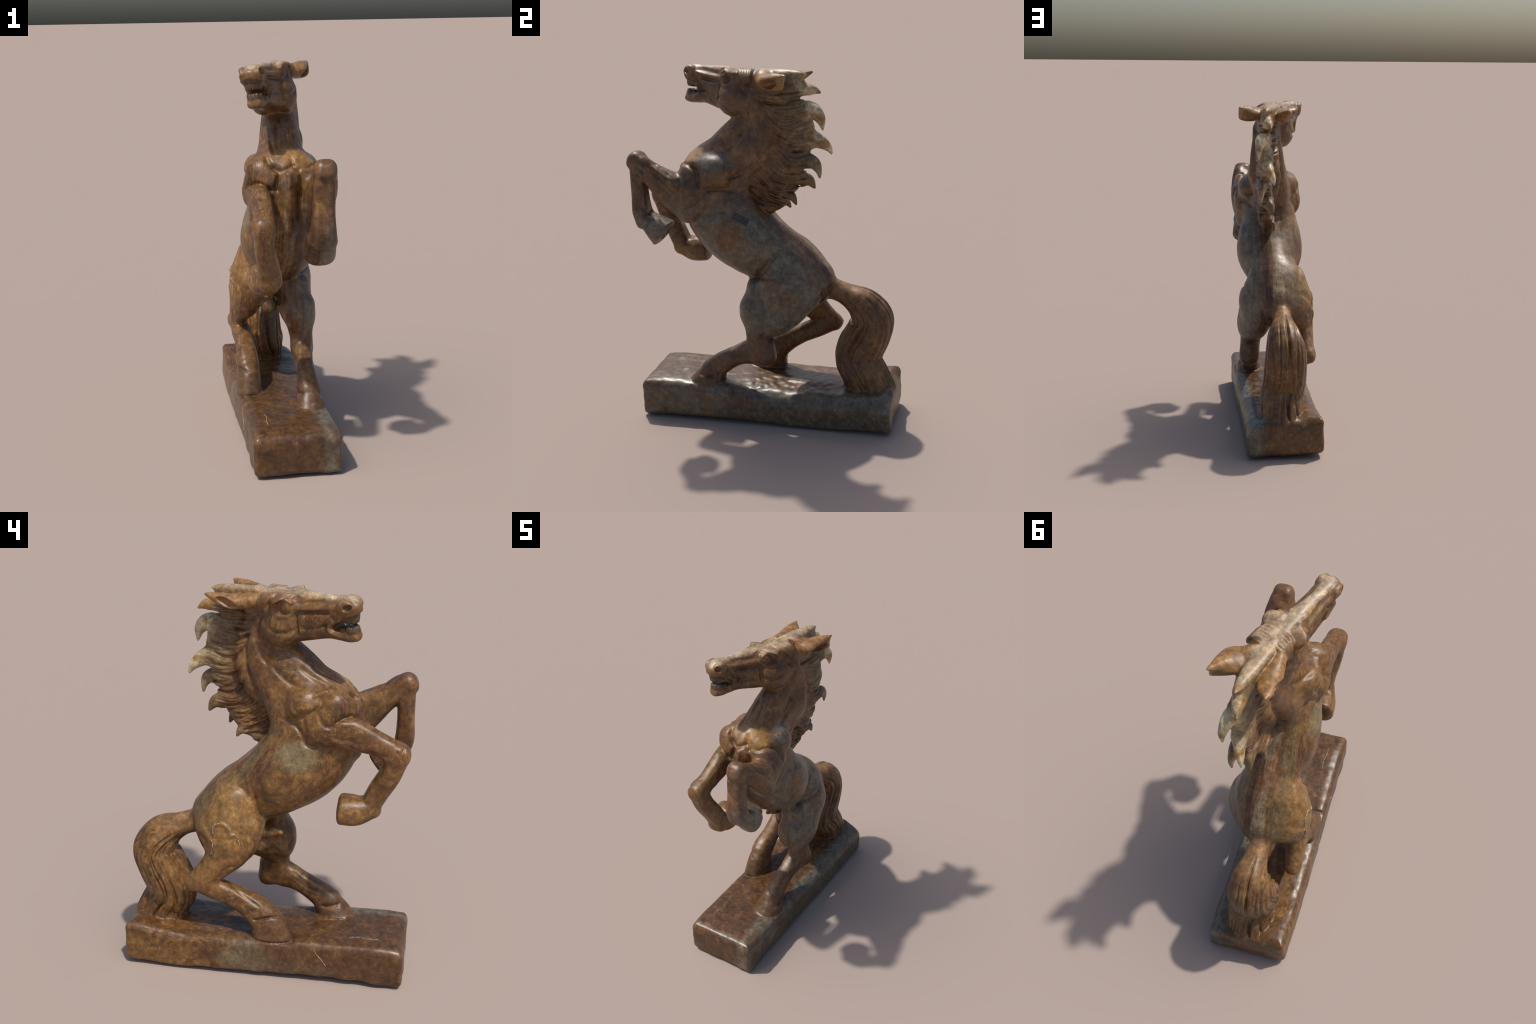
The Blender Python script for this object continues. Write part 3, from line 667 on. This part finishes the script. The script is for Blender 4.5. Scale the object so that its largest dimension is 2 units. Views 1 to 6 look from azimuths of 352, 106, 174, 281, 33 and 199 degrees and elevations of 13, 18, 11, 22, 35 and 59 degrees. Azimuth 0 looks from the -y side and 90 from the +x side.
def stone(name, part="body"):
    m = bpy.data.materials.new(name); m.use_nodes = True
    N = Nodes(m); b = N.n["Principled BSDF"]
    x, y, z = N.xyz()
    # the stone is layered across the horse: bands that run along it, warped
    warp = N.noise(2.6, 3)
    fine = N.noise(1.0, 6, .62, N.map(scale=(36, 2.6, 2.6)))
    mid = N.noise(7., 5, .6)
    grain = N.noise(42., 6, .65)
    speck = N.noise(150., 3, .6)
    p = N.math("ADD", x, N.math("MULTIPLY", N.math("SUBTRACT", warp, .5), .13))
    p = N.math("ADD", p, N.math("MULTIPLY", N.math("SUBTRACT", fine, .5), .22))
    p = N.math("ADD", N.math("MULTIPLY", p, 2.0), .5)
    band = N.ramp(p, [(.08, GOLD), (.18, BROWN), (.26, (.19, .095, .032)), (.34, OLIVE), (.40, BROWN), (.45, GOLD), (.50, (.22, .18, .115) if part != "base" else (.115, .058, .024)), (.55, (.15, .075, .027)),
                      (.61, DARK), (.67, BROWN), (.74, (.125, .082, .045)), (.82, GREY), (.92, (.125, .100, .066))])
    # upper body and limbs are plainer brown
    plain = N.ramp(mid, [(.25, DARK), (.40, BROWN), (.53, (.135, .065, .022)), (.66, GOLD)])
    up = N.math("MAXIMUM", N.step(z, 1.20, 1.38), N.math("MAXIMUM", N.step(y, .36, .42), N.step(z, .62, .48)))
    if part == "base":
        up = N.math("MULTIPLY", up, N.step(x, .15, .05))
    c = N.mix(N.math("MULTIPLY", up, .80), band, plain)
    # thin growth lines that ring every bulge, strongest on the left side
    tame = N.step(x, .16, -.10)
    ring = N.math("SINE", N.math("ADD", N.math("MULTIPLY", p, 130.), N.math("MULTIPLY", mid, 12.)))
    where = N.step(N.noise(6., 3, .5, N.map(loc=(5, 5, 9))), .40, .56)
    c = N.mix(N.math("MULTIPLY", N.math("MULTIPLY", N.step(ring, .20, .95), N.math("MULTIPLY", where, tame)), .50), c, (.24, .125, .034))
    c = N.mix(N.math("MULTIPLY", N.math("MULTIPLY", N.step(ring, -.35, -1.), N.math("MULTIPLY", where, tame)), .50), c, (.050, .020, .010))
    # rust and gold clouds
    c = N.mix(N.math("MULTIPLY", N.step(N.noise(4.2, 5, .6, N.map(loc=(3, 1, 2))), .52, .66), .55), c, RUST)
    left = N.step(x, .02, -.14)
    c = N.mix(N.math("MULTIPLY", N.math("MULTIPLY", N.step(N.noise(5.5, 6, .65, N.map(loc=(7, 4, 1))), .45, .64), left), .66), c, GOLD)
    # single clouds that the block shows
    S = lambda col, ctr, r, amt=1., rot=(0, 0, 0), hard=.5: N.mix(N.spot(ctr, r, mid, amt, rot, hard), c, N.mix(fine, tuple(v * .6 for v in col), tuple(v * 1.25 for v in col)))
    c = S((.17, .085, .026), (.22, -.150, 1.12), (.10, .075, .10), .85)
    c = S(GREY, (.17, -.22, 1.53), (.06, .09, .07), .7)  # right shoulder: soft grey patch
    c = S((.34, .18, .05), (.07, -.37, 1.53), (.09, .07, .06), .8)
    c = S((.20, .165, .085), (-.18, -.17, 1.22), (.08, .10, .07), .75)
    c = S((.27, .15, .045), (-.17, .20, .90), (.09, .15, .14), .7)
    c = S((.23, .205, .13), (-.22, .07, .11), (.06, .12, .10), .9)
    c = S((.20, .18, .12), (-.22, -.17, .07), (.06, .17, .05), .7)
    c = S(GREY, (.19, .62, .19), (.05, .22, .10), .8)
    c = S((.175, .14, .10), (.21, .22, .745), (.04, .035, .014), .7, (.2, 0, 0), .25)
    c = S((.15, .09, .045), (.21, .08, .85), (.05, .06, .04), .7)
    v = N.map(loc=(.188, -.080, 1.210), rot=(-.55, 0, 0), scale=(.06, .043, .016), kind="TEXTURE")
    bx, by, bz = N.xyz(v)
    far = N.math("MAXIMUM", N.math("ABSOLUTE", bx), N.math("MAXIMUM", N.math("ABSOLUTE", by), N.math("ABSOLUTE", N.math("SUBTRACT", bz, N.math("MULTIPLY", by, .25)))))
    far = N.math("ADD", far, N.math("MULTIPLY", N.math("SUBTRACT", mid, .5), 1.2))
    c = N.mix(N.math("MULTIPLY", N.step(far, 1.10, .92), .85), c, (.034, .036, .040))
    # lighter golden patch over the root of the tail
    c = S((.27, .150, .060), (-.01, .50, .80), (.09, .14, .07), .7)
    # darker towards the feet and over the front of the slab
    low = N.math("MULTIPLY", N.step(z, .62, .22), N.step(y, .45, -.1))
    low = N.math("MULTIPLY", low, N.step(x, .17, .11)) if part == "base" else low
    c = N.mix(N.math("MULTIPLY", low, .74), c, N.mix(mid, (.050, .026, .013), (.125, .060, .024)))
    if part == "mane":
        out = N.math("ADD", y, N.math("MULTIPLY", N.math("SUBTRACT", mid, .5), .16))
        out = N.math("ADD", out, N.math("MULTIPLY", N.math("SUBTRACT", z, 1.6), .22))
        c = N.mix(N.math("MULTIPLY", N.step(out, .14, .30), .75), c, N.mix(N.noise(9, 4), (.115, .080, .038), (.23, .165, .082)))
        c = N.mix(N.math("MULTIPLY", N.step(out, .27, .37), .92), c, N.mix(N.step(N.noise(14, 3), .36, .56), (.32, .17, .05), CREAM))
    if part in ("head", "mane"):
        side = N.math("ABSOLUTE", N.math("ADD", N.math("ADD", N.math("MULTIPLY", x, .92), N.math("MULTIPLY", y, -.39)), -.010))
        strip = N.math("MULTIPLY", N.step(N.math("ADD", side, N.math("MULTIPLY", N.math("SUBTRACT", mid, .5), .05)), .034, .018), N.step(z, 1.955, 1.978))
        gap = N.math("ADD", .35, N.math("MULTIPLY", N.step(y, -.10, -.17), .55))
        c = N.mix(N.math("MULTIPLY", N.math("MULTIPLY", strip, gap), N.step(mid, .36, .50)), c, N.mix(N.step(N.noise(12, 4), .35, .55), (.34, .25, .15), PALE))
        c = N.mix(N.math("MULTIPLY", N.step(z, 1.93, 1.985), .45), c, N.mix(mid, (.25, .12, .04), (.36, .25, .13)))
        c = N.mix(N.math("MULTIPLY", N.step(N.math("ADD", z, N.math("MULTIPLY", N.math("SUBTRACT", mid, .5), .05)), 1.968, 1.990), .55), c, (.42, .315, .205))
    if part == "ear":
        c = N.mix(.7, c, N.mix(N.noise(16, 4), (.24, .11, .032), (.38, .215, .08)))
    clot = N.noise(17., 7, .68, N.map(loc=(2, 9, 4)), .6)
    c = N.mix(1., c, N.ramp(clot, [(.30, .52), (.48, .95), (.58, 1.18), (.72, 1.62)]), "MULTIPLY")
    # mottling, pale flecks and hairline veins
    c = N.mix(1., c, N.ramp(grain, [(.25, .58), (.5, 1.), (.75, 1.55)]), "MULTIPLY")
    c = N.mix(1., c, N.ramp(speck, [(.3, .86), (.5, 1.), (.7, 1.16)]), "MULTIPLY")
    vein = N.math("ABSOLUTE", N.math("SUBTRACT", N.noise(5., 5, .6, N.map(loc=(1, 8, 3)), 1.2), .5))
    c = N.mix(N.math("MULTIPLY", N.step(vein, .014, .0), .28), c, (.06, .024, .014))
    c = N.mix(N.math("MULTIPLY", N.step(grain, .64, .74), .45), c, (.40, .29, .15))
    c = N.mix(1., c, (.88, .86, .83) if part == "base" else (.98, .97, .96), "MULTIPLY")
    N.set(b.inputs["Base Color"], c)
    N.set(b.inputs["Roughness"], N.math("ADD", .22 if part == "base" else .27, N.math("MULTIPLY", grain, .30)))
    b.inputs["Specular IOR Level"].default_value = .5
    bump = N.n.new("ShaderNodeBump"); bump.inputs["Strength"].default_value = .12 if part == "base" else .20; bump.inputs["Distance"].default_value = .004
    N.set(bump.inputs["Height"], N.math("ADD", grain, N.math("MULTIPLY", speck, .35)))
    N.set(b.inputs["Normal"], bump.outputs[0])
    return m

def plain_stone(name, col, col2, rough):
    m = bpy.data.materials.new(name); m.use_nodes = True
    N = Nodes(m); b = N.n["Principled BSDF"]
    N.set(b.inputs["Base Color"], N.mix(N.step(N.noise(60, 4), .35, .65), col, col2))
    b.inputs["Roughness"].default_value = rough
    return m

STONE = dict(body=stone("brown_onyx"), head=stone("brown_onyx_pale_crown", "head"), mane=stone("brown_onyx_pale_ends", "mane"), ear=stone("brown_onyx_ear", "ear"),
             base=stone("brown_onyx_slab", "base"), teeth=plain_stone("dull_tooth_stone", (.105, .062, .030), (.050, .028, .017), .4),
             seam=plain_stone("pale_seam_filler", (.40, .33, .21), (.20, .12, .055), .7))

# ------------------------------------------------------------------ objects
centre = V[F].mean(1)
_, lab = field(centre)
e1 = V[F[:, 2]] - V[F[:, 0]]; e2 = V[F[:, 3]] - V[F[:, 1]]
fn = np.cross(e1, e2)
N = np.zeros_like(V)
for k in range(4):
    for c in range(3):
        N[:, c] += np.bincount(F[:, k], fn[:, c], len(V))
N /= np.maximum(np.linalg.norm(N, axis=1), 1e-12)[:, None]

top = bpy.data.objects.new("horse_statue", None)
top["label"] = "carved brown onyx statue of a rearing horse on a slab"
top["category"] = "horse statue"
bpy.context.collection.objects.link(top)

def emit(name, faces, mat):
    used = np.unique(F[faces]); back = np.full(len(V), -1); back[used] = np.arange(len(used))
    me = bpy.data.meshes.new(name)
    f = back[F[faces]]
    me.vertices.add(len(used)); me.vertices.foreach_set("co", V[used].astype(np.float32).ravel())
    me.loops.add(f.size); me.loops.foreach_set("vertex_index", f.astype(np.int32).ravel())
    me.polygons.add(len(f)); me.polygons.foreach_set("loop_start", np.arange(0, f.size, 4, dtype=np.int32))
    me.update(calc_edges=True)
    me.polygons.foreach_set("use_smooth", np.ones(len(f), dtype=bool))
    me.normals_split_custom_set_from_vertices(N[used].astype(np.float32))
    me.materials.append(mat)
    o = bpy.data.objects.new(name, me); o.parent = top
    bpy.context.collection.objects.link(o)
    return o
KIND = dict(forelimb_right="forelimb", forelimb_left="forelimb", hindlimb_right="hindlimb", hindlimb_left="hindlimb")
# hooves are pieces of their limbs; ears and eyes come in pairs
near = lambda c, r: np.linalg.norm(centre - np.array(c), axis=1) < r
HOOF = dict(forelimb_right=near((.140, -.555, 1.118), .108), forelimb_left=near((-.114, -.440, .950), .112),
            hindlimb_right=(centre[:, 2] < .285) & (centre[:, 1] < -.2), hindlimb_left=(centre[:, 2] < .325) & (centre[:, 1] < .1))
for n, name in enumerate(ORDER):
    here = lab == n
    mat = STONE.get(name, STONE["body"])
    if name in HOOF:
        limb = emit(KIND[name], np.nonzero(here & ~HOOF[name])[0], mat)
        emit("hoof", np.nonzero(here & HOOF[name])[0], mat).parent = limb
    elif name in ("ear", "eye"):
        split = centre[:, 0] > (.02 if name == "ear" else -.045)
        for side in (split, ~split):
            emit(name, np.nonzero(here & side)[0], mat)
    elif here.any():
        emit(name, np.nonzero(here)[0], mat)
# pale filler in old breaks, lying a hair proud of the stone
SEAMS = [
    [(-.214, .230, .782), (-.211, .236, .812), (-.208, .226, .842), (-.209, .191, .856), (-.213, .162, .844), (-.216, .147, .821), (-.218, .142, .803), (-.214, .123, .806), (-.213, .108, .782), (-.214, .100, .750)],
    [(-.211, .246, .764), (-.212, .232, .735), (-.206, .254, .672)],
    [(-.209, -.275, .212), (-.220, -.284, .184), (-.218, -.296, .165), (-.2185, -.316, .140), (-.219, -.330, .122), (-.219, -.341, .106)],
    [(-.127, -.449, .236), (-.122, -.490, .236), (-.125, -.524, .236), (-.130, -.560, .236), (-.128, -.594, .236)],
]
from mathutils import Vector
from mathutils.bvhtree import BVHTree
def on_surface(tree, p):
    return np.array(tree.find_nearest(Vector(p))[0])
area = np.nonzero((centre[:, 0] < -.09) & (centre[:, 2] < 1.0))[0]
tree = BVHTree.FromPolygons([Vector(v) for v in V.tolist()], F[area].tolist())
import bmesh
for L in SEAMS:
    q = curve(L, 60)
    q = np.array([on_surface(tree, p) for p in q]) + rng.uniform(-.0012, .0012, (60, 3))
    cu = bpy.data.curves.new("repair_seam", "CURVE"); cu.dimensions = "3D"; cu.bevel_depth = .0030 if L[0][2] > .4 else .0019; cu.bevel_resolution = 2; cu.use_fill_caps = True
    sp = cu.splines.new("POLY"); sp.points.add(len(q) - 1)
    for k, pt in enumerate(sp.points):
        pt.co = tuple(q[k]) + (1,); pt.radius = .5 + .8 * rng.rand()
    o = bpy.data.objects.new("repair_seam", cu); bpy.context.collection.objects.link(o)
    me = bpy.data.meshes.new_from_object(o.evaluated_get(bpy.context.evaluated_depsgraph_get())); me.name = "repair_seam"
    bpy.data.objects.remove(o)
    me.materials.clear(); me.materials.append(STONE["seam"])
    o = bpy.data.objects.new("repair_seam", me); o.parent = top; bpy.context.collection.objects.link(o)
print("VERTS", len(V), "FACES", len(F))
